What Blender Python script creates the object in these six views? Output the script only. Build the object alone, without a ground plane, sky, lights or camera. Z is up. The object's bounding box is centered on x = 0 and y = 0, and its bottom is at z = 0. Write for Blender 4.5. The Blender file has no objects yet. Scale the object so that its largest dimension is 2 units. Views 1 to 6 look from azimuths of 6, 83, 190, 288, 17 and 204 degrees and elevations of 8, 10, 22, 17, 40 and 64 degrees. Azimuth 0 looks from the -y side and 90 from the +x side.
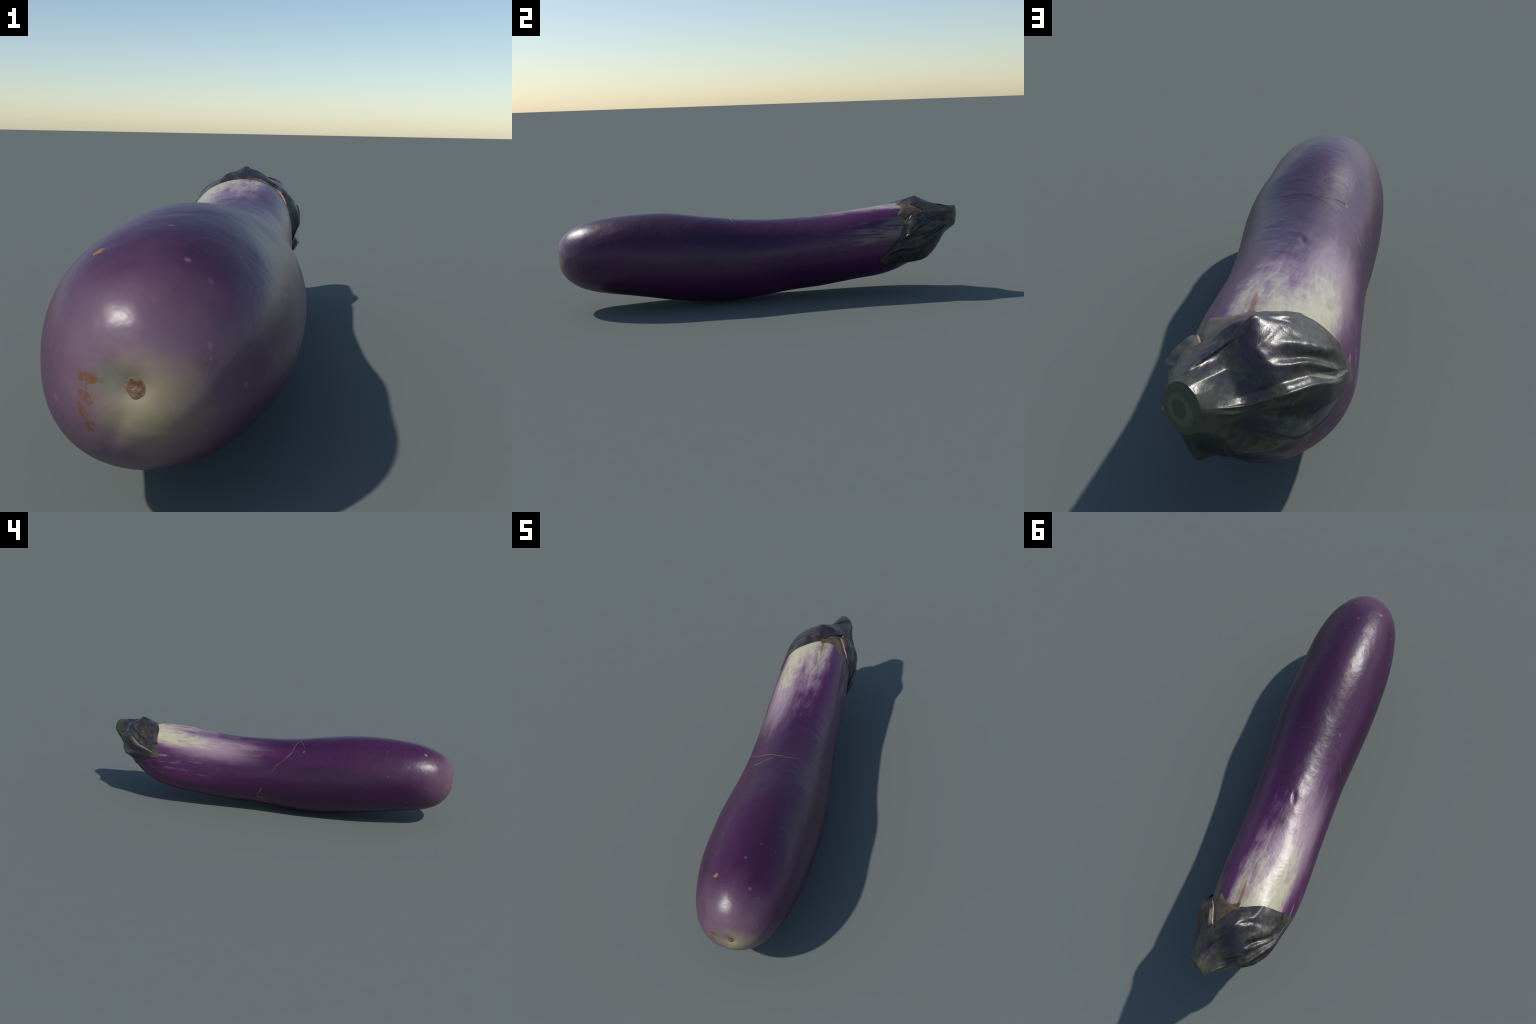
"""A long purple eggplant lying on its side: glossy fruit, dark wrinkled calyx, cut stem."""
import bpy, math, random
import numpy as np
from mathutils import Vector, noise
from mathutils.bvhtree import BVHTree
from mathutils.kdtree import KDTree

random.seed(4)

# ------------------------------------------------------------------ fruit profile
# 13 stations from blossom end (y = -0.995) to the shoulder under the calyx (y = 0.928):
# spine x and z, mean radius, and the out-of-round terms of the cross-section.
CX  = [-0.0029, 0.0156, 0.0175, 0.0135, 0.0138, 0.0074, -0.0017, -0.0143, -0.0266, -0.0344, -0.0413, -0.0475, -0.0550]
CZ  = [0.2241, 0.2548, 0.2552, 0.2427, 0.2232, 0.2074, 0.2071, 0.2131, 0.2194, 0.2331, 0.2557, 0.3040, 0.3309]
RAD = [0.2278, 0.2010, 0.1997, 0.2084, 0.2106, 0.2038, 0.1909, 0.1817, 0.1779, 0.1756, 0.1754, 0.1676, 0.1342]
C2  = [-0.0075, -0.0015, 0.0015, -0.0016, -0.0020, -0.0027, -0.0030, -0.0012, -0.0012, 0.0002, -0.0011, 0.0021, 0.0122]
S2  = [0.0077, 0.0016, 0.0013, 0.0000, 0.0027, 0.0040, 0.0037, 0.0049, 0.0081, 0.0115, 0.0093, -0.0036, -0.0241]
C3  = [0.0048, 0.0014, -0.0008, -0.0007, -0.0030, -0.0020, -0.0029, -0.0026, -0.0019, -0.0040, -0.0045, -0.0019, -0.0047]
S3  = [-0.0079, 0.0001, -0.0013, -0.0026, 0.0004, 0.0002, 0.0019, 0.0022, 0.0018, -0.0005, 0.0000, 0.0055, 0.0043]
Y0, Y1, CAP0, CAP1, CAPLEN = -0.9985, 0.9285, 2.743, 2.455, 0.22


SECOND = {}      # second derivatives of the splines, worked out once


def spline(values, t):
    """natural cubic spline through equally spaced values, t in 0..1"""
    v = np.asarray(values, float)
    n = len(v); h = 1.0 / (n - 1)
    if id(values) not in SECOND:
        A = np.eye(n); B = np.zeros(n)
        for i in range(1, n - 1):
            A[i, i - 1] = A[i, i + 1] = 1; A[i, i] = 4
            B[i] = 6 / h ** 2 * (v[i - 1] - 2 * v[i] + v[i + 1])
        SECOND[id(values)] = np.linalg.solve(A, B)
    M = SECOND[id(values)]
    t = np.atleast_1d(np.asarray(t, float))
    i = np.clip((t / h).astype(int), 0, n - 2)
    x = t - i * h
    a = (h - x) / h; b = x / h
    return a * v[i] + b * v[i + 1] + ((a ** 3 - a) * M[i] + (b ** 3 - b) * M[i + 1]) * h * h / 6


def spine(t):
    t = np.atleast_1d(np.asarray(t, float))
    return np.stack([spline(CX, t), Y0 + (Y1 - Y0) * t, spline(CZ, t)], -1)


def fruit_point(t, th):
    """smooth fruit surface, t along the spine, th round it (0 = +x, pi/2 = top)"""
    t = np.atleast_1d(np.asarray(t, float)); th = np.broadcast_to(np.asarray(th, float), t.shape)
    C = spine(t)
    e = 1e-3
    T = spine(np.clip(t + e, 0, 1)) - spine(np.clip(t - e, 0, 1))
    T /= np.linalg.norm(T, axis=-1, keepdims=True)
    N = np.cross([1.0, 0, 0], T); N /= np.linalg.norm(N, axis=-1, keepdims=True)
    X = np.cross(T, N)
    x0 = np.clip(1 - t / CAPLEN, 0, 1); x1 = np.clip(1 - (1 - t) / CAPLEN, 0, 1)
    cap = np.sqrt(np.maximum(1 - x0 ** CAP0, 0)) * np.sqrt(np.maximum(1 - x1 ** CAP1, 0))
    # fuller upper left flank of the neck
    y = C[..., 1]
    flank = 0.019 * np.exp(-((y - 0.49) / 0.16) ** 2 - (((np.degrees(th) % 360) - 132) / 27) ** 2)
    d = np.degrees(th) % 360
    flank = flank + 0.002 * np.exp(-((y - 0.5) / 0.2) ** 2 - ((d - 85) / 32) ** 2) + 0.006 * np.exp(-((y + 0.45) / 0.25) ** 2 - ((d - 218) / 22) ** 2)
    R = cap * (flank + spline(RAD, t) + spline(C2, t) * np.cos(2 * th) + spline(S2, t) * np.sin(2 * th)
               + spline(C3, t) * np.cos(3 * th) + spline(S3, t) * np.sin(3 * th))
    return C + R[..., None] * (np.cos(th)[..., None] * X + np.sin(th)[..., None] * N)


MERIDIAN_CACHE = {}


def on_fruit(y, deg):
    """point of the smooth fruit surface with the given y and angle"""
    if deg not in MERIDIAN_CACHE:
        t = np.linspace(0.0005, 0.9995, 400)
        MERIDIAN_CACHE[deg] = fruit_point(t, math.radians(deg))
    P = MERIDIAN_CACHE[deg]
    return np.array([np.interp(y, P[:, 1], P[:, i]) for i in range(3)])


# ------------------------------------------------------------------ mesh helpers
ROOT = bpy.data.objects.new("eggplant", None)
ROOT.empty_display_size = 0.1
bpy.context.scene.collection.objects.link(ROOT)
ROOT["label"] = "long glossy purple eggplant with dark wrinkled calyx"
ROOT["category"] = "eggplant"


def add_mesh(name, verts, faces, mats, parent=ROOT, normals=None, smooth=True, face_mat=None):
    me = bpy.data.meshes.new(name)
    me.from_pydata([tuple(map(float, v)) for v in verts], [], [tuple(map(int, f)) for f in faces])
    me.update()
    for m in mats: me.materials.append(m)
    if face_mat is not None:
        for p, i in zip(me.polygons, face_mat): p.material_index = i
    for p in me.polygons: p.use_smooth = smooth
    if normals is not None:
        me.normals_split_custom_set_from_vertices([tuple(map(float, n)) for n in normals])
    ob = bpy.data.objects.new(name, me)
    bpy.context.scene.collection.objects.link(ob)
    ob.parent = parent
    return ob


def grid_normals(P, wrap=True):
    """vertex normals of a grid P[row, col, 3]; columns wrap round"""
    du = np.gradient(P, axis=0)
    dv = np.roll(P, -1, 1) - np.roll(P, 1, 1) if wrap else np.gradient(P, axis=1)
    n = np.cross(dv, du)
    return n / np.maximum(np.linalg.norm(n, axis=-1, keepdims=True), 1e-12)


def fbm(p, f, oct=3):
    return noise.fractal(Vector(p) * f, 1.0, 2.0, oct)


# ------------------------------------------------------------------ node helpers
class Nodes:
    def __init__(self, name):
        self.mat = bpy.data.materials.new(name)
        self.mat.use_nodes = True
        self.nt = self.mat.node_tree
        self.bsdf = self.nt.nodes["Principled BSDF"]
        tc = self.new("ShaderNodeTexCoord")
        self.co = tc.outputs["Object"]

    def new(self, t, **kw):
        n = self.nt.nodes.new(t)
        for k, v in kw.items(): setattr(n, k, v)
        return n

    def link(self, a, b): self.nt.links.new(a, b)

    def put(self, sock, v):
        if isinstance(v, bpy.types.NodeSocket): self.link(v, sock)
        elif isinstance(v, (tuple, list)) and len(v) == 3 and sock.type == 'RGBA': sock.default_value = (*v, 1)
        else: sock.default_value = v

    def math(self, op, a, b=0.0, c=0.0, clamp=False):
        n = self.new("ShaderNodeMath", operation=op, use_clamp=clamp)
        for s, v in zip(n.inputs, (a, b, c)): self.put(s, v)
        return n.outputs[0]

    def add(self, a, b): return self.math('ADD', a, b)
    def sub(self, a, b): return self.math('SUBTRACT', a, b)
    def mul(self, a, b): return self.math('MULTIPLY', a, b)

    def step(self, x, lo, hi):
        """smooth 0..1 as x goes from lo to hi (hi may be below lo)"""
        n = self.new("ShaderNodeMapRange", interpolation_type='SMOOTHSTEP')
        if hi < lo:
            self.put(n.inputs[0], x); n.inputs[1].default_value = hi; n.inputs[2].default_value = lo
            n.inputs[3].default_value = 1; n.inputs[4].default_value = 0
        else:
            self.put(n.inputs[0], x); n.inputs[1].default_value = lo; n.inputs[2].default_value = hi
        return n.outputs[0]

    def window(self, x, a, b, c, d):
        return self.mul(self.step(x, a, b), self.step(x, d, c))

    def sep(self, v):
        n = self.new("ShaderNodeSeparateXYZ"); self.put(n.inputs[0], v); return n.outputs

    def scaled(self, v, s, loc=(0, 0, 0)):
        n = self.new("ShaderNodeMapping"); self.put(n.inputs[0], v)
        n.inputs["Scale"].default_value = s; n.inputs["Location"].default_value = loc
        return n.outputs[0]

    def noise(self, v, scale, detail=4, rough=0.55, dist=0.0):
        n = self.new("ShaderNodeTexNoise"); self.put(n.inputs["Vector"], v)
        n.inputs["Scale"].default_value = scale; n.inputs["Detail"].default_value = detail
        n.inputs["Roughness"].default_value = rough; n.inputs["Distortion"].default_value = dist
        return n.outputs["Fac"]

    def voronoi(self, v, scale):
        n = self.new("ShaderNodeTexVoronoi"); self.put(n.inputs["Vector"], v)
        n.inputs["Scale"].default_value = scale
        return n.outputs["Distance"], n.outputs["Color"]

    def mix(self, f, a, b):
        n = self.new("ShaderNodeMix", data_type='RGBA')
        self.put(n.inputs[0], f); self.put(n.inputs[6], a); self.put(n.inputs[7], b)
        return n.outputs[2]

    def ramp(self, f, stops, interp='LINEAR'):
        n = self.new("ShaderNodeValToRGB"); self.put(n.inputs[0], f)
        r = n.color_ramp; r.interpolation = interp
        while len(r.elements) < len(stops): r.elements.new(0.5)
        for e, (p, c) in zip(r.elements, stops):
            e.position = p
            e.color = (*c, 1) if isinstance(c, (tuple, list)) else (c, c, c, 1)
        return n.outputs[0]

    def curve(self, f, pts):
        n = self.new("ShaderNodeFloatCurve"); self.put(n.inputs["Value"], f)
        c = n.mapping.curves[0]
        while len(c.points) < len(pts): c.points.new(0.5, 0.5)
        for q, p in zip(c.points, pts): q.location = p
        n.mapping.update()
        return n.outputs[0]

    def dist(self, p, axes=(1, 1, 1)):
        """distance from object-space point p, axes scaled"""
        s = self.new("ShaderNodeVectorMath", operation='SUBTRACT'); self.put(s.inputs[0], self.co); s.inputs[1].default_value = p
        m = self.new("ShaderNodeVectorMath", operation='MULTIPLY'); self.link(s.outputs[0], m.inputs[0]); m.inputs[1].default_value = axes
        l = self.new("ShaderNodeVectorMath", operation='LENGTH'); self.link(m.outputs[0], l.inputs[0])
        return l.outputs["Value"]

    def bump(self, h, strength, distance):
        n = self.new("ShaderNodeBump"); self.put(n.inputs["Height"], h)
        n.inputs["Strength"].default_value = strength; n.inputs["Distance"].default_value = distance
        self.link(n.outputs[0], self.bsdf.inputs["Normal"])

    def done(self, color, rough, spec=0.5):
        self.put(self.bsdf.inputs["Base Color"], color)
        self.put(self.bsdf.inputs["Roughness"], rough)
        self.bsdf.inputs["Specular IOR Level"].default_value = spec
        return self.mat


# ------------------------------------------------------------------ materials
def skin_material():
    k = Nodes("eggplant_skin")
    x, y, z = k.sep(k.co)
    # position along the fruit 0..1 and angle round its spine in degrees (0..360, 90 = top)
    t = k.math('DIVIDE', k.sub(y, Y0), Y1 - Y0, clamp=True)
    ts = [i / 12 for i in range(13)]
    cx = k.sub(k.curve(t, [(a, b + 0.5) for a, b in zip(ts, CX)]), 0.5)
    cz = k.curve(t, list(zip(ts, CZ)))
    ang = k.math('ARCTAN2', k.sub(z, cz), k.sub(x, cx))
    deg = k.mul(k.math('FRACT', k.add(k.math('DIVIDE', ang, 2 * math.pi), 1.0)), 360.0)
    # noises
    streak = k.noise(k.scaled(k.co, (30, 5.0, 30)), 1.0, 5, 0.62, 0.6)         # long fibres
    streak2 = k.noise(k.scaled(k.co, (70, 14, 70), (3, 1, 7)), 1.0, 4, 0.65, 0.5)  # fine fibres
    cross = k.noise(k.scaled(k.co, (30, 70, 30), (1, 5, 2)), 1.0, 3, 0.6)     # short cross ticks
    fibre = k.noise(k.scaled(k.co, (85, 6.5, 85), (9, 2, 4)), 1.0, 4, 0.6, 0.5)    # thin light threads
    broad = k.noise(k.co, 4.0, 3, 0.5)
    band = k.noise(k.scaled(k.co, (7, 1.1, 7), (2, 8, 3)), 1.0, 3, 0.5, 0.4)
    mott = k.noise(k.scaled(k.co, (17, 12, 17), (5, 5, 1)), 1.0, 5, 0.6, 0.3)
    n1 = k.sub(streak, 0.5); n2 = k.sub(streak2, 0.5); n3 = k.sub(cross, 0.5)

    # deep purple ground, richer toward the neck
    deep = k.mix(k.step(band, 0.36, 0.64), (0.034, 0.0055, 0.036), (0.055, 0.0092, 0.052))
    rich = k.mix(k.step(band, 0.33, 0.67), (0.056, 0.0095, 0.061), (0.088, 0.018, 0.082))
    col = k.mix(k.step(k.add(y, k.mul(n1, 0.25)), -0.25, 0.5), deep, rich)

    # paler, pinkish neck side (upper left)
    wob = k.add(k.mul(n1, 14.0), k.mul(n2, 12.0))
    degw = k.add(deg, wob)
    pink = k.mul(k.window(degw, 88, 126, 136, 164), k.window(k.add(y, k.mul(n1, .25)), -0.04, 0.28, 0.44, 0.66))
    col = k.mix(k.mul(pink, 0.76), col, (0.32, 0.225, 0.262))

    # cream area next to the calyx: its lower limit along y depends on the angle
    lim = k.ramp(k.math('DIVIDE', deg, 360.0), [
        (0, 1), (55 / 360, 1), (62 / 360, .72), (67 / 360, .52), (72 / 360, .42), (88 / 360, .42), (100 / 360, .40),
        (112 / 360, .27), (124 / 360, .22), (134 / 360, .29), (141 / 360, .48), (147 / 360, .70), (152 / 360, 1), (1, 1)])
    s = k.add(k.sub(y, lim), k.add(k.mul(n1, 0.36), k.add(k.mul(n2, 0.30), k.add(k.mul(n3, 0.08), k.add(k.mul(k.sub(mott, 0.5), 0.34), k.mul(k.sub(fibre, 0.5), 0.30))))))
    half = k.step(s, -0.24, 0.12)
    full = k.mul(k.step(s, -0.02, 0.36), k.add(0.80, k.mul(k.step(k.add(mott, k.mul(n3, .4)), .38, .58), 0.20)))
    col = k.mix(k.mul(half, 0.6), col, (0.32, 0.225, 0.275))
    cream = k.mix(k.step(streak2, 0.35, 0.7), (0.44, 0.40, 0.27), (0.50, 0.47, 0.35))
    col = k.mix(full, col, cream)
    # orange bruising in the cream
    rust = k.mul(k.mul(full, k.step(k.add(streak2, k.mul(n3, .5)), 0.60, 0.74)), k.step(y, 0.42, 0.62))
    col = k.mix(k.mul(rust, 0.5), col, (0.42, 0.25, 0.08))
    thread = k.mul(k.mul(half, k.step(y, .30, .48)), k.step(k.add(fibre, k.mul(n2, .3)), .60, .70))
    col = k.mix(k.mul(thread, 0.5), col, (0.50, 0.40, 0.22))
    rust_line = k.mul(k.window(k.add(deg, k.mul(n2, 6)), 76.0, 77.5, 79.5, 82.0), k.step(k.add(y, k.mul(n2, .12)), 0.57, 0.63))
    col = k.mix(k.mul(rust_line, 0.85), col, (0.22, 0.10, 0.03))

    # grey-olive fibres on the right side of the neck
    win = k.mul(k.mul(k.step(k.add(deg, k.mul(n1, 30)), -2, 14), k.step(deg, 50, 34)), k.step(k.add(y, k.mul(n1, .4)), 0.24, 0.58))
    fib = k.mul(win, k.step(k.add(k.add(fibre, k.mul(n1, .5)), k.mul(k.step(y, .35, .72), .13)), 0.49, 0.66))
    col = k.mix(k.mul(fib, 0.62), col, (0.20, 0.19, 0.15))
    olive = k.mul(fib, k.step(streak2, 0.52, 0.66))
    col = k.mix(k.mul(olive, 0.6), col, (0.17, 0.13, 0.04))
    # pale fibres and flecks on the left side of the neck
    winl = k.mul(k.mul(k.step(deg, 156, 163), k.step(deg, 205, 190)), k.step(k.add(y, k.mul(n1, .3)), 0.24, 0.62))
    fibl = k.mul(winl, k.step(k.add(fibre, k.add(k.mul(n1, .6), k.mul(n2, .4))), 0.52, 0.70))
    col = k.mix(k.mul(fibl, 0.45), col, (0.32, 0.25, 0.24))
    # blossom end: greyish pink bloom, cream near the scar
    d = k.add(k.dist((0.015, -1.0, 0.250), (1, 0.8, 1)), k.mul(k.sub(k.noise(k.co, 9, 4, .6), .5), 0.10))
    bloom = k.step(d, 0.245, 0.03)
    col = k.mix(k.mul(bloom, 0.80), col, (0.195, 0.120, 0.160))
    dc = k.add(k.dist((0.045, -1.0, 0.232), (1, 0.8, 1)), k.mul(k.sub(k.noise(k.co, 14, 4, .6), .5), 0.06))
    col = k.mix(k.mul(k.step(dc, 0.105, 0.01), 0.85), col, (0.33, 0.28, 0.17))
    dg = k.dist((0.006, -1.0, 0.268), (0.7, 0.6, 1.2))
    col = k.mix(k.mul(k.step(dg, 0.042, 0.008), 0.6), col, (0.13, 0.15, 0.11))
    # rusty scuffs left of the scar
    for px_, r, ax in (((-0.029, -0.994, 0.267), .016, (.55, 1, 1.5)), ((-0.034, -0.989, 0.243), .016, (1, 1, .8)),
                       ((-0.041, -0.983, 0.222), .014, (1.3, 1, .6)), ((-0.030, -0.982, 0.199), .013, (1, 1, .7))):
        dd = k.add(k.dist(px_, ax), k.mul(k.sub(k.noise(k.co, 70, 3, .6, .8), .5), 0.022))
        col = k.mix(k.mul(k.mul(k.step(dd, r * .95, r * .35), k.step(k.noise(k.co, 95, 2, .5), .36, .52)), 0.85), col, (0.16, 0.060, 0.010))
    # pale freckles (lenticels) on the blossom half
    vd, vc = k.voronoi(k.scaled(k.co, (1, 1, 1)), 24.0)
    pick = k.sep(vc)[0]
    fre = k.mul(k.step(vd, 0.20, 0.03), k.mul(k.step(pick, 0.30, 0.9), k.step(y, -0.50, -0.80)))
    col = k.mix(k.mul(fre, 0.36), col, (0.30, 0.22, 0.27))
    vd2, vc2 = k.voronoi(k.scaled(k.co, (1, 1, 1), (4, 4, 4)), 26.0)
    fre2 = k.mul(k.step(vd2, 0.09, 0.04), k.step(k.sep(vc2)[1], 0.80, 0.9))
    col = k.mix(k.mul(fre2, 0.4), col, (0.26, 0.20, 0.22))

    h = k.add(k.mul(k.noise(k.scaled(k.co, (10, 7, 10)), 1.0, 3, .5, .5), 1.0),
              k.add(k.mul(k.noise(k.scaled(k.co, (22, 34, 22), (2, 2, 2)), 1.0, 2, .5, .6), 0.22), k.mul(streak2, 0.05)))
    k.bump(h, 0.28, 0.014)
    rough = k.add(0.37, k.mul(k.sub(broad, .5), 0.12))
    return k.done(col, rough, 0.5)


def calyx_material():
    k = Nodes("calyx_skin")
    x, y, z = k.sep(k.co)
    a = k.noise(k.co, 22, 4, .6, .6)
    b = k.noise(k.scaled(k.co, (60, 26, 60)), 1.0, 4, .65)
    c = k.noise(k.co, 11, 3, .5)
    col = k.mix(k.step(a, .35, .65), (0.018, 0.015, 0.015), (0.042, 0.038, 0.032))
    col = k.mix(k.mul(k.step(k.add(k.mul(b, .6), k.mul(c, .4)), .48, .62), .75), col, (0.078, 0.075, 0.044))
    col = k.mix(k.mul(k.step(c, .52, .40), .6), col, (0.026, 0.016, 0.036))
    col = k.mix(k.mul(k.step(y, .90, .99), .45), col, (0.065, 0.066, 0.040))
    for tip, r in (((-.212, .630, .292), .050), ((.113, .578, .184), .040)):     # papery brown lobe tips
        col = k.mix(k.mul(k.step(k.add(k.dist(tip), k.mul(k.sub(a, .5), .03)), r, r * .3), .75), col, (0.085, 0.068, 0.042))
    k.bump(k.add(k.mul(a, .6), k.mul(b, .4)), 0.35, 0.006)
    return k.done(col, k.add(.24, k.mul(b, .24)), 0.5)


def plain_material(name, c0, c1, scale, rough, bump=0.3):
    k = Nodes(name)
    a = k.noise(k.co, scale, 4, .6, .3)
    col = k.mix(k.step(a, .35, .65), c0, c1)
    k.bump(a, bump, 0.004)
    return k.done(col, rough, 0.5)


def cut_material():
    k = Nodes("cut_stem_face")
    d = k.dist((0.040, 0.976, 0.375))
    d = k.add(d, k.mul(k.sub(k.noise(k.co, 60, 3, .6), .5), .008))
    col = k.ramp(k.math('DIVIDE', d, 0.055), [
        (0, (0.075, 0.078, 0.050)), (0.30, (0.070, 0.070, 0.045)), (0.40, (0.125, 0.130, 0.098)), (0.52, (0.105, 0.112, 0.078)),
        (0.62, (0.070, 0.080, 0.044)), (0.85, (0.078, 0.086, 0.048)), (1.0, (0.045, 0.042, 0.028))])
    k.bump(k.noise(k.co, 80, 3, .6), 0.3, 0.004)
    return k.done(col, 0.6, 0.4)


SKIN = skin_material()
CALYX = calyx_material()
CUT = cut_material()
HUSK = plain_material("brown_husk", (0.085, 0.054, 0.034), (0.145, 0.090, 0.055), 30, 0.35)
HUSK_EDGE = plain_material("pale_husk_edge", (0.30, 0.19, 0.115), (0.42, 0.29, 0.19), 40, 0.35)
DRY = plain_material("dry_fold", (0.16, 0.15, 0.11), (0.25, 0.24, 0.18), 40, 0.45)
CORK = plain_material("cork_scar", (0.10, 0.056, 0.026), (0.24, 0.145, 0.08), 90, 0.7, 0.8)
SCRATCH = plain_material("healed_scratch", (0.11, 0.070, 0.065), (0.18, 0.12, 0.068), 40, 0.5)
BLEMISH = plain_material("tan_blemish", (0.17, 0.085, 0.022), (0.27, 0.15, 0.045), 60, 0.6)

# ------------------------------------------------------------------ fruit
NT, NA = 340, 240
SCAR = np.array([0.031, -1.0, 0.257])


def relief(p, t, deg):
    """height added to the smooth fruit at a surface point"""
    h = 0.0014 * fbm((p[0] * 1.0 + 3, p[1] * 0.6, p[2]), 7.0)
    # oblique, shallow wrinkles along the upper side of the neck
    up = math.exp(-((deg - 92) / 42) ** 2)
    w = math.exp(-((p[1] - 0.10) / 0.30) ** 2)
    h += 0.0007 * up * w * noise.noise(Vector((p[0] * 9, p[1] * 34 + p[0] * 16, 1.7)))
    h += 0.0004 * up * noise.noise(Vector((p[0] * 14, p[1] * 24 - p[0] * 20, 7.7)))
    # small pit on top of the neck
    dx, dy = p[0] + 0.033 + 0.25 * (p[1] - .165), p[1] - 0.166
    if p[2] > 0.25: h -= 0.0055 * math.exp(-(dx / 0.008) ** 2 - (dy / 0.022) ** 2)
    # two cross folds
    for y0, a0, wd, dep in ((0.075, 64, 16, .0012), (0.165, 60, 18, .0012), (0.29, 84, 12, .0008)):
        h -= dep * math.exp(-((p[1] - y0 - 0.0012 * (deg - a0)) / 0.010) ** 2 - ((deg - a0) / wd) ** 2)
    if p[1] < -0.9:
        f = min(1.0, (-0.9 - p[1]) / 0.07); f = f * f * (3 - 2 * f)
        r = math.hypot(p[0] - SCAR[0], p[2] - SCAR[2])
        h -= 0.008 * math.exp(-(r / 0.021) ** 2) + 0.0025 * math.exp(-(r / 0.06) ** 2)
        h += f * (0.005 * math.exp(-((p[0] - 0.085) / 0.08) ** 2 - ((p[2] - 0.31) / 0.09) ** 2))
        # dent toward upper left, crease running down
        h -= 0.004 * math.exp(-((p[0] - 0.006) / 0.03) ** 2 - ((p[2] - 0.272) / 0.025) ** 2)
        if p[2] < 0.25:
            c = SCAR[0] - 0.42 * (SCAR[2] - p[2])
            h -= 0.0020 * math.exp(-((p[0] - c) / 0.016) ** 2) * min(1, (0.25 - p[2]) / 0.03) * math.exp(-((p[2] - .2) / .06) ** 2)
    return h


def build_fruit():
    tt = 0.5 - 0.5 * np.cos(np.linspace(0, np.pi, NT + 2)[1:-1])
    th = np.linspace(0, 2 * np.pi, NA, endpoint=False)
    P = np.stack([fruit_point(np.full(NA, t), th) for t in tt])
    N = grid_normals(P)
    if np.sum(N[NT // 2] * (P[NT // 2] - P[NT // 2].mean(0))) < 0: N = -N
    Q = P.copy()
    for i in range(NT):
        for j in range(NA):
            Q[i, j] += N[i, j] * relief(P[i, j], tt[i], math.degrees(th[j]))
    verts = list(Q.reshape(-1, 3))
    faces = []
    for i in range(NT - 1):
        for j in range(NA):
            a, b = i * NA + j, i * NA + (j + 1) % NA
            faces.append((a, a + NA, b + NA, b))
    s, e = len(verts), len(verts) + 1
    verts.append(Q[0].mean(0)); verts.append(Q[-1].mean(0))
    for j in range(NA):
        faces.append((s, j, (j + 1) % NA))
        faces.append((e, (NT - 1) * NA + (j + 1) % NA, (NT - 1) * NA + j))
    return add_mesh("fruit", verts, faces, [SKIN])


FRUIT = build_fruit()
BVH = BVHTree.FromPolygons([v.co[:] for v in FRUIT.data.vertices], [p.vertices[:] for p in FRUIT.data.polygons])


def snap(p, off):
    """point on the finished fruit skin nearest p, lifted by off"""
    loc, nor, _, _ = BVH.find_nearest(Vector(p))
    c = Vector(spine(min(max((p[1] - Y0) / (Y1 - Y0), 0.02), 0.98))[0])
    if nor.dot(loc - c) < 0: nor = -nor
    return np.array(loc + nor * off), np.array(nor)


# ------------------------------------------------------------------ calyx and stem
STEM_C = np.array([0.040, 0.976, 0.375])
STEM_A = np.array([0.0400, -0.0225, -0.0100])     # half axes of the cut face
STEM_U = np.array([0.0050, -0.0035, 0.0497])
STEM_N = np.cross(STEM_A, STEM_U); STEM_N /= np.linalg.norm(STEM_N)
if STEM_N[1] < 0: STEM_N = -STEM_N

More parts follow.
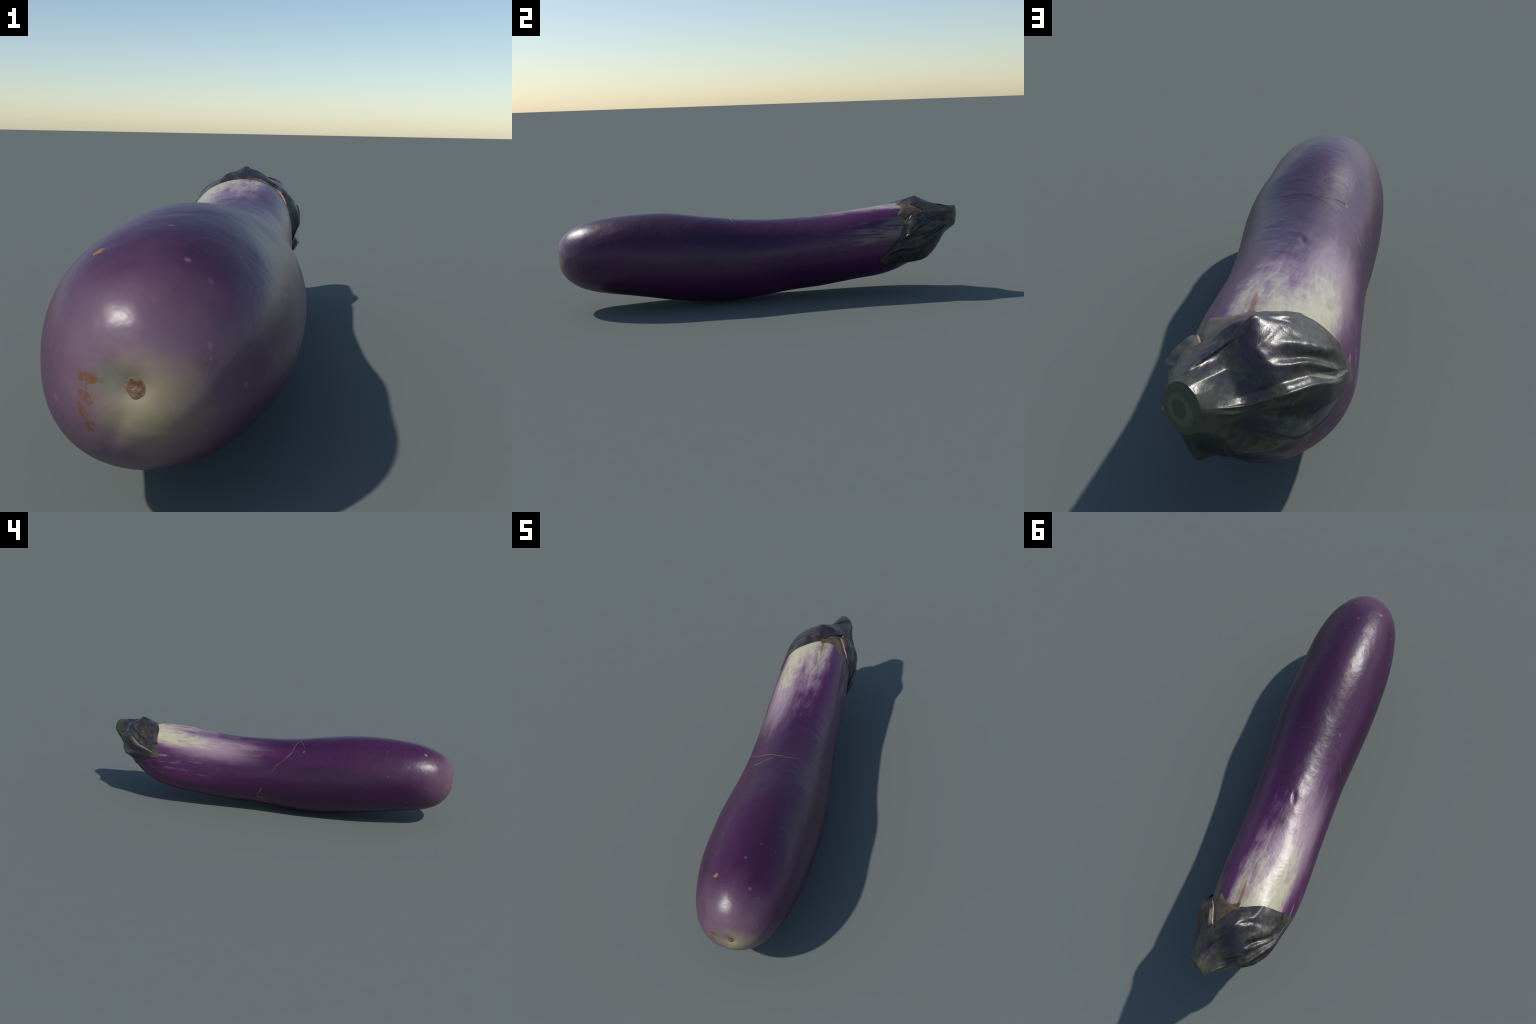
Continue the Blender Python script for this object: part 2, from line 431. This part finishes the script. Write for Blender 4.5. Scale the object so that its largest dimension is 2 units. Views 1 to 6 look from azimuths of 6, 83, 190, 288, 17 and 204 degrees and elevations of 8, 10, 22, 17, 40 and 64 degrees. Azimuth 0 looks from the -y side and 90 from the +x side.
# meridians from the stem to the rim: angle, then four points (neck, flank, crest, fold) and the rim
MERIDIANS = [
    (5, (0.083, 0.901, 0.350), (0.106, 0.844, 0.328), (0.132, 0.767, 0.334), (0.143, 0.719, 0.315), (0.119, 0.670, 0.280)),
    (27, (0.088, 0.890, 0.375), (0.096, 0.831, 0.368), (0.124, 0.781, 0.364), (0.122, 0.739, 0.360), (0.106, 0.697, 0.347)),
    (38, (0.078, 0.895, 0.402), (0.085, 0.845, 0.397), (0.089, 0.796, 0.395), (0.093, 0.766, 0.397), (0.089, 0.736, 0.394)),
    (51, (0.048, 0.904, 0.420), (0.055, 0.869, 0.418), (0.059, 0.845, 0.413), (0.060, 0.830, 0.412), (0.061, 0.815, 0.411)),
    (66, (0.021, 0.893, 0.432), (0.015, 0.853, 0.440), (0.019, 0.815, 0.445), (0.012, 0.782, 0.445), (0.011, 0.755, 0.438)),
    (80, (0.015, 0.878, 0.433), (-0.007, 0.839, 0.448), (-0.009, 0.803, 0.461), (-0.022, 0.759, 0.455), (-0.020, 0.709, 0.432)),
    (92, (0.003, 0.876, 0.426), (-0.029, 0.831, 0.449), (-0.040, 0.791, 0.469), (-0.043, 0.748, 0.461), (-0.045, 0.699, 0.440)),
    (115, (-0.019, 0.898, 0.417), (-0.060, 0.853, 0.441), (-0.083, 0.795, 0.450), (-0.099, 0.732, 0.450), (-0.109, 0.665, 0.428)),
    (140, (-0.033, 0.909, 0.395), (-0.091, 0.869, 0.419), (-0.130, 0.808, 0.416), (-0.165, 0.752, 0.405), (-0.171, 0.650, 0.382)),
    (160, (-0.047, 0.920, 0.378), (-0.112, 0.881, 0.397), (-0.154, 0.819, 0.391), (-0.192, 0.753, 0.361), (-0.202, 0.631, 0.317)),
    (172, (-0.058, 0.933, 0.369), (-0.127, 0.894, 0.380), (-0.169, 0.834, 0.370), (-0.199, 0.762, 0.339), (-0.209, 0.627, 0.286)),
    (182, (-0.056, 0.944, 0.357), (-0.115, 0.894, 0.338), (-0.157, 0.846, 0.314), (-0.196, 0.786, 0.301), (-0.209, 0.697, 0.281)),
    (200, (-0.041, 0.934, 0.344), (-0.099, 0.906, 0.310), (-0.142, 0.866, 0.271), (-0.171, 0.822, 0.260), (-0.176, 0.770, 0.251)),
    (230, (-0.035, 0.944, 0.312), (-0.069, 0.913, 0.279), (-0.097, 0.875, 0.242), (-0.105, 0.832, 0.229), (-0.118, 0.808, 0.208)),
    (257, (-0.008, 0.943, 0.294), (-0.025, 0.920, 0.248), (-0.035, 0.877, 0.239), (-0.052, 0.859, 0.225), (-0.060, 0.832, 0.208)),
    (280, (0.025, 0.934, 0.286), (0.009, 0.897, 0.231), (0.023, 0.861, 0.198), (0.005, 0.831, 0.191), (0.004, 0.815, 0.184)),
    (305, (0.058, 0.917, 0.294), (0.056, 0.871, 0.215), (0.068, 0.817, 0.170), (0.058, 0.750, 0.149), (0.052, 0.708, 0.138)),
    (327, (0.081, 0.910, 0.307), (0.095, 0.847, 0.257), (0.118, 0.761, 0.206), (0.114, 0.679, 0.184), (0.098, 0.592, 0.153)),
    (338, (0.093, 0.906, 0.321), (0.113, 0.851, 0.290), (0.139, 0.745, 0.237), (0.139, 0.662, 0.235), (0.111, 0.572, 0.183)),
    (348, (0.085, 0.904, 0.331), (0.112, 0.846, 0.300), (0.131, 0.759, 0.284), (0.137, 0.681, 0.274), (0.117, 0.627, 0.223)),
]


def catmull(p0, p1, p2, p3, s):
    return 0.5 * (2 * p1 + (p2 - p0) * s + (2 * p0 - 5 * p1 + 4 * p2 - p3) * s * s + (3 * p1 - p0 - 3 * p2 + p3) * s ** 3)


def build_calyx():
    K = len(MERIDIANS)
    rows = []
    for m in MERIDIANS:
        a = math.radians(m[0])
        edge = STEM_C + STEM_A * math.cos(a) + STEM_U * math.sin(a)
        base = 0.72 * edge + 0.28 * np.array(m[1])
        rows.append([edge, base] + [np.array(q) for q in m[1:]])
    ctrl = np.array(rows)                      # K x 7 x 3
    SUBA, SUBU = 14, 9
    cols = []
    for i in range(K):
        q = [ctrl[(i + d) % K] for d in (-1, 0, 1, 2)]
        for s in np.arange(SUBA) / SUBA:
            # between a rounded and a faceted interpolation: flat panels, soft ridges
            lin = q[1] * (1 - s) + q[2] * s
            cols.append(0.35 * catmull(*q, s) + 0.65 * lin)
    cols = np.array(cols)                      # n x 7 x 3
    n = len(cols)
    seq = []
    R = cols.shape[1]
    for r in range(R - 1):
        q = [cols[:, min(max(r + d, 0), R - 1)] for d in (-1, 0, 1, 2)]
        for s in np.arange(SUBU) / SUBU:
            lin = q[1] * (1 - s) + q[2] * s
            seq.append(0.6 * catmull(*q, s) + 0.4 * lin)
    seq.append(cols[:, -1])
    P = np.array(seq)                          # rows x n x 3
    NR = len(P)
    N = grid_normals(P)
    ctr = P[NR // 2].mean(0)
    if np.sum(N[NR // 2] * (P[NR // 2] - ctr)) < 0: N = -N
    # folds gathering toward the two long tips: (start index, end index, start u, height, width)
    idx = {m[0]: i * SUBA for i, m in enumerate(MERIDIANS)}
    # each fold: stations (u from stem to rim, column), height, half width in columns
    S = SUBA / 10.0
    I = lambda ang, d=0: idx[ang] + d * S
    folds = [
        # right lobe: two long ribs with a trough between, running to its tip
        ([(.22, I(27, 2)), (.50, I(27)), (.68, I(5, 3)), (.85, I(5, -6)), (1, I(5, -18))], .0075, 2.2),
        ([(.30, I(5, -8)), (.70, I(5, -11)), (.96, I(5, -17))], -.0065, 3.6),
        ([(.25, I(338)), (.97, I(338))], .0060, 2.2),
        ([(.30, I(327, 3)), (.95, I(327, 6))], -.0055, 3.0),
        ([(.30, I(280, 3)), (.60, I(305, -4)), (.96, I(327, -3))], .0060, 2.6),
        ([(.35, I(257, 4)), (.95, I(280, 6))], -.0045, 3.6),
        # upper left lobe: rib to the long tip, gathered folds above it
        ([(.18, I(172)), (.98, I(172))], .0060, 1.9),
        ([(.30, I(160, -1)), (.60, I(160, 1)), (.96, I(172, -4))], -.0050, 3.0),
        ([(.50, I(140, 2)), (.75, I(140, 8)), (.98, I(172, -5))], .0072, 2.4),
        ([(.50, I(140, -3)), (.78, I(140, 4)), (.98, I(160, 2))], -.0060, 2.4),
        ([(.56, I(115, 3)), (.80, I(140)), (.98, I(160, -3))], .0062, 2.8),
        ([(.70, I(92, 2)), (.97, I(140, 5))], -.0045, 2.6),
        # lower left lobe
        ([(.28, I(182, 3)), (.96, I(182, -2))], -.0070, 3.6),
        ([(.40, I(200, 5)), (.70, I(200, -2)), (.98, I(182, -4))], .0075, 2.4),
        ([(.30, I(230, -4)), (.90, I(230, -6))], -.0050, 3.6),
        ([(.30, I(230, 4)), (.95, I(230, 5))], .0060, 2.6),
        # top: rib from the stem over the hump
        ([(.10, I(66, 4)), (.55, I(80, 6)), (.80, I(92, 4))], .0050, 3.0),
    ]
    for i in range(NR):
        u = i / (NR - 1)
        for j in range(n):
            h = (0.0016 * fbm(P[i, j] + np.array([5, 0, 0]), 20.0) + 0.0009 * fbm(P[i, j], 60.0, 2)) * min(1, u * 2)
            if idx[115] < j < idx[280]:      # leave room for the ribs within the measured hull
                h -= 0.0045 * math.sin(math.pi * (j - idx[115]) / (idx[280] - idx[115])) ** 0.5 * math.sin(math.pi * min(1, max(0, (u - .1) / .88)))
            for st, hh, w in folds:
                us = [q[0] for q in st]
                if not us[0] < u < us[-1]: continue
                c = np.interp(u, us, [q[1] for q in st])
                dj = (j - c + n / 2) % n - n / 2
                if abs(dj) > 3 * w * S: continue
                e = (u - us[0]) / (us[-1] - us[0])
                h += hh * math.exp(-(dj / (w * S)) ** 2) * min(1, e * 4, (1 - e) * 6)
            P[i, j] += N[i, j] * h
    # its rim lies close on the skin
    for i in range(NR - 2 * SUBU, NR):
        k = 1 - (NR - 1 - i) / (2 * SUBU)            # 0 inside, 1 at the rim
        for j in range(n):
            q, nor = snap(P[i, j], 0.0)
            d = float(np.dot(P[i, j] - q, nor))
            want = 0.004 + 0.004 * math.sin(math.pi * k)
            if d < want: P[i, j] = P[i, j] + nor * (want - d) * k
            elif i > NR - 4 and d > 0.010: P[i, j] = P[i, j] + nor * (0.010 - d) * 0.6
    # two smoothing passes soften stair steps
    for _ in range(1):
        soft = P.copy()
        soft[1:-1] = 0.5 * P[1:-1] + 0.25 * (np.roll(P, 1, 1) + np.roll(P, -1, 1))[1:-1]
        P = soft
    # rim wall down into the skin
    rim = P[-1]
    wall = np.array([snap(p, -0.004)[0] for p in rim])
    mid = rim * 0.55 + wall * 0.45
    N = grid_normals(P)
    if np.sum(N[NR // 2] * (P[NR // 2] - ctr)) < 0: N = -N
    full = np.concatenate([P, mid[None], wall[None]])
    nw = grid_normals(full)
    if np.sum(nw[NR // 2] * (full[NR // 2] - ctr)) < 0: nw = -nw
    NN = np.concatenate([N, nw[-2:]])
    split = 2 * SUBU + 2                       # stem ends, calyx begins

    def part(name, r0, r1, mats, edge_faces=False):
        V = full[r0:r1 + 1].reshape(-1, 3); W = NN[r0:r1 + 1].reshape(-1, 3)
        F, M = [], []
        for i in range(r1 - r0):
            for j in range(n):
                a, b = i * n + j, i * n + (j + 1) % n
                F.append((a, b, b + n, a + n))
                gap = idx[27] - 4 <= j <= idx[80]
                u = (i + r0) / (NR - 1)
                slit = 0.66 < u < 0.95 and abs(j - (idx[160] + (2 + 12 * (u - .66)) * S)) < 2.8 * S * math.sin(math.pi * (u - .66) / .29)
                M.append(1 if edge_faces and i + r0 >= NR - 1 and gap else 2 if edge_faces and slit else 0)
        return add_mesh(name, V, F, mats, normals=W, face_mat=M)

    part("calyx", split, NR + 1, [CALYX, HUSK_EDGE, DRY], True)
    stem = part("stem", 0, split, [CALYX])
    return P, stem


CAL, STEM = build_calyx()


def tuck_fruit_in():
    """the shoulder of the fruit stays hidden under the calyx"""
    R, n = CAL.shape[:2]
    V = [tuple(v) for v in CAL.reshape(-1, 3)]
    F = [(i * n + j, i * n + (j + 1) % n, (i + 1) * n + (j + 1) % n, (i + 1) * n + j) for i in range(R - 1) for j in range(n)]
    tree = BVHTree.FromPolygons(V, F)
    last = (R - 16) * n          # the outer rows already lie on the skin
    mid = Vector(CAL[R // 2].mean(0))
    q0 = Vector(CAL[R // 2, 0])
    probe = tree.find_nearest(q0)
    sign = 1 if probe[1].dot(q0 - mid) > 0 else -1
    rim = KDTree(n)
    for j in range(n): rim.insert(Vector(CAL[-1, j]), j)
    rim.balance()
    for v in FRUIT.data.vertices:
        if v.co.y < 0.56: continue
        loc, nor, f, d = tree.find_nearest(v.co)
        if f >= last or d > 0.12: continue
        nor = nor * sign
        h = (v.co - loc).dot(nor)
        k = min(1.0, max(0.0, (rim.find(v.co)[2] - 0.012) / 0.03))
        if h > -0.013:
            c = Vector(spine(min((v.co.y - Y0) / (Y1 - Y0), 0.96))[0])
            v.co = v.co + (c - v.co).normalized() * min(0.05, h + 0.013) * k
    FRUIT.data.update()


tuck_fruit_in()


def build_cut():
    rim = CAL[0]
    n = len(rim); c = rim.mean(0)
    V, F = [], []
    prof = [(1.0, 0.0), (0.96, 0.0022), (0.88, 0.0040), (0.75, 0.0048), (0.62, 0.0050), (0.53, 0.0060), (0.47, 0.0072), (0.40, 0.0066),
            (0.34, 0.0048), (0.22, 0.0045), (0.1, 0.0050)]
    for r, h in prof:
        for j in range(n):
            wob = 1 + 0.05 * noise.noise(Vector((j * .05, r * 3, 2))) * (1 - r)
            V.append(c + (rim[j] - c) * r * wob + STEM_N * (h + .0006 * noise.noise(Vector(rim[j] * 90 * r))))
    V.append(c + STEM_N * 0.0052)
    for i in range(len(prof) - 1):
        for j in range(n):
            a, b = i * n + j, i * n + (j + 1) % n
            F.append((a, a + n, b + n, b))
    for j in range(n):
        F.append(((len(prof) - 1) * n + j, len(V) - 1, (len(prof) - 1) * n + (j + 1) % n))
    ob = add_mesh("cut_face", V, F, [CUT], parent=STEM)
    # faces outward
    ob.data.update()
    if np.dot(np.array(ob.data.polygons[0].normal), STEM_N) < 0: ob.data.flip_normals()


build_cut()


# ------------------------------------------------------------------ brown husk in the gap between two calyx lobes
def build_husk():
    edge = [(20, .725), (24, .706), (28, .698), (33, .693), (37, .688), (41, .672), (45, .668), (50, .682), (56, .697), (63, .702), (70, .700), (76, .690), (80, .684), (84, .700)]
    a = np.array([e[0] for e in edge], float); yb = np.array([e[1] for e in edge])
    V, F = [], []
    NAe, NU = 70, 16
    for i, d in enumerate(np.linspace(20, 84, NAe)):
        y0 = np.interp(d, a, yb) + 0.004 * noise.noise(Vector((d * .3, 2, 5)))
        for j in range(NU):
            u = j / (NU - 1)
            y = y0 + (0.845 - y0) * u
            p = on_fruit(y, float(d))
            lift = 0.0045 * math.sin(min(1, u * 6) * math.pi / 2) - 0.002 * (1 - min(1, u * 8)) + 0.012 * u * u
            q, nn = snap(p, lift + 0.0015 * fbm(p, 30))
            V.append(q)
    for i in range(NAe - 1):
        for j in range(NU - 1):
            k = i * NU + j
            F.append((k, k + NU, k + NU + 1, k + 1))
    ob = add_mesh("husk", V, F, [HUSK])
    m = ob.data.polygons[len(F) // 2]
    q, nn = snap(np.array(m.center), 0)
    if np.dot(np.array(m.normal), nn) < 0: ob.data.flip_normals()


build_husk()


# ------------------------------------------------------------------ blossom scar, scratches, blemishes
def disc_on_skin(name, y, deg, ru, rv, turn, h, mat, seed=0, centre=None, jag=0.2):
    p, nrm = snap(on_fruit(y, deg) if centre is None else centre, 0)
    nrm = np.array(nrm)
    ay = np.array([0, 1.0, 0]) if abs(nrm[1]) < .8 else np.array([0, 0, 1.0])
    e1 = np.cross(ay, nrm); e1 /= np.linalg.norm(e1); e2 = np.cross(nrm, e1)
    c, s = math.cos(turn), math.sin(turn)
    e1, e2 = c * e1 + s * e2, -s * e1 + c * e2
    M, RR = 36, 7
    V, F = [snap(p, h)[0]], []
    for i in range(1, RR + 1):
        r = i / RR
        for j in range(M):
            a = 2 * math.pi * j / M
            k = 1 + jag * noise.noise(Vector((math.cos(a) * 1.6 + seed, math.sin(a) * 1.6, seed * .7)))
            q = p + (e1 * math.cos(a) * ru + e2 * math.sin(a) * rv) * r * k
            V.append(snap(q, h * (1 - r ** 4) - 0.0006 * r ** 6 + 0.25 * h * noise.noise(Vector(q * 160)))[0])
    for j in range(M): F.append((0, 1 + j, 1 + (j + 1) % M))
    for i in range(RR - 1):
        for j in range(M):
            a, b = 1 + i * M + j, 1 + i * M + (j + 1) % M
            F.append((a, a + M, b + M, b))
    ob = add_mesh(name, V, F, [mat], parent=FRUIT)
    if np.dot(np.array(ob.data.polygons[0].normal), nrm) < 0: ob.data.flip_normals()
    return ob


def scratch(path, w, mat=SCRATCH, name="scratch"):
    """thin raised healed line along (y, angle) stations"""
    pts = np.array([on_fruit(*q) for q in path])
    L = np.r_[0, np.cumsum(np.linalg.norm(np.diff(pts, axis=0), axis=1))]
    m = max(12, int(L[-1] / 0.004))
    s = np.linspace(0, L[-1], m)
    C = np.stack([np.interp(s, L, pts[:, i]) for i in range(3)], -1)
    C += np.array([[0.0025 * noise.noise(Vector((v * 40, 3, k))) for k in range(3)] for v in s])
    V, F = [], []
    for i in range(m):
        c, nrm = snap(C[i], 0)
        tg = C[min(i + 1, m - 1)] - C[max(i - 1, 0)]
        sd = np.cross(tg, nrm); sd /= np.linalg.norm(sd)
        e = i / (m - 1)
        ww = 0.75 * w * (math.sin(math.pi * (0.06 + 0.88 * e)) ** 0.5) * (1 + 0.6 * noise.noise(Vector((s[i] * 55, 8, 1))))
        for k, hh in ((-1, -.0003), (-.5, .0008), (0, .0010), (.5, .0008), (1, -.0003)):
            V.append(snap(c + sd * ww * k, hh)[0])
    for i in range(m - 1):
        for k in range(4):
            a = i * 5 + k
            F.append((a, a + 1, a + 6, a + 5))
    ob = add_mesh(name, V, F, [mat], parent=FRUIT)
    f = ob.data.polygons[len(F) // 2]
    if np.dot(np.array(f.normal), snap(np.array(f.center), 0)[1]) < 0: ob.data.flip_normals()


disc_on_skin("blossom_scar", 0, 0, 0.0150, 0.0170, 0.3, 0.0018, CORK, 3, centre=SCAR, jag=.12)
disc_on_skin("blemish", -0.853, 115, 0.011, 0.009, 0.5, 0.0010, BLEMISH, 1, jag=.45)
disc_on_skin("blemish", -0.198, 124, 0.0045, 0.009, 0.7, 0.0008, SCRATCH, 2, jag=.4)
scratch([(-.150, 88), (-.158, 91), (-.150, 100), (-.138, 109), (-.132, 125), (-.110, 135), (-.095, 141), (-.062, 150), (-.039, 163)], 0.0022)
scratch([(-.158, 96), (-.178, 106), (-.170, 100), (-.205, 122)], 0.0016)
scratch([(-.165, 92), (-.160, 80), (-.150, 70)], 0.0015)
scratch([(.048, 211), (.030, 200), (.015, 192)], 0.0040)
scratch([(.061, 224), (.048, 213), (.035, 216), (.007, 215)], 0.0045)
scratch([(.061, 224), (.01, 228), (-.031, 229)], 0.0035)
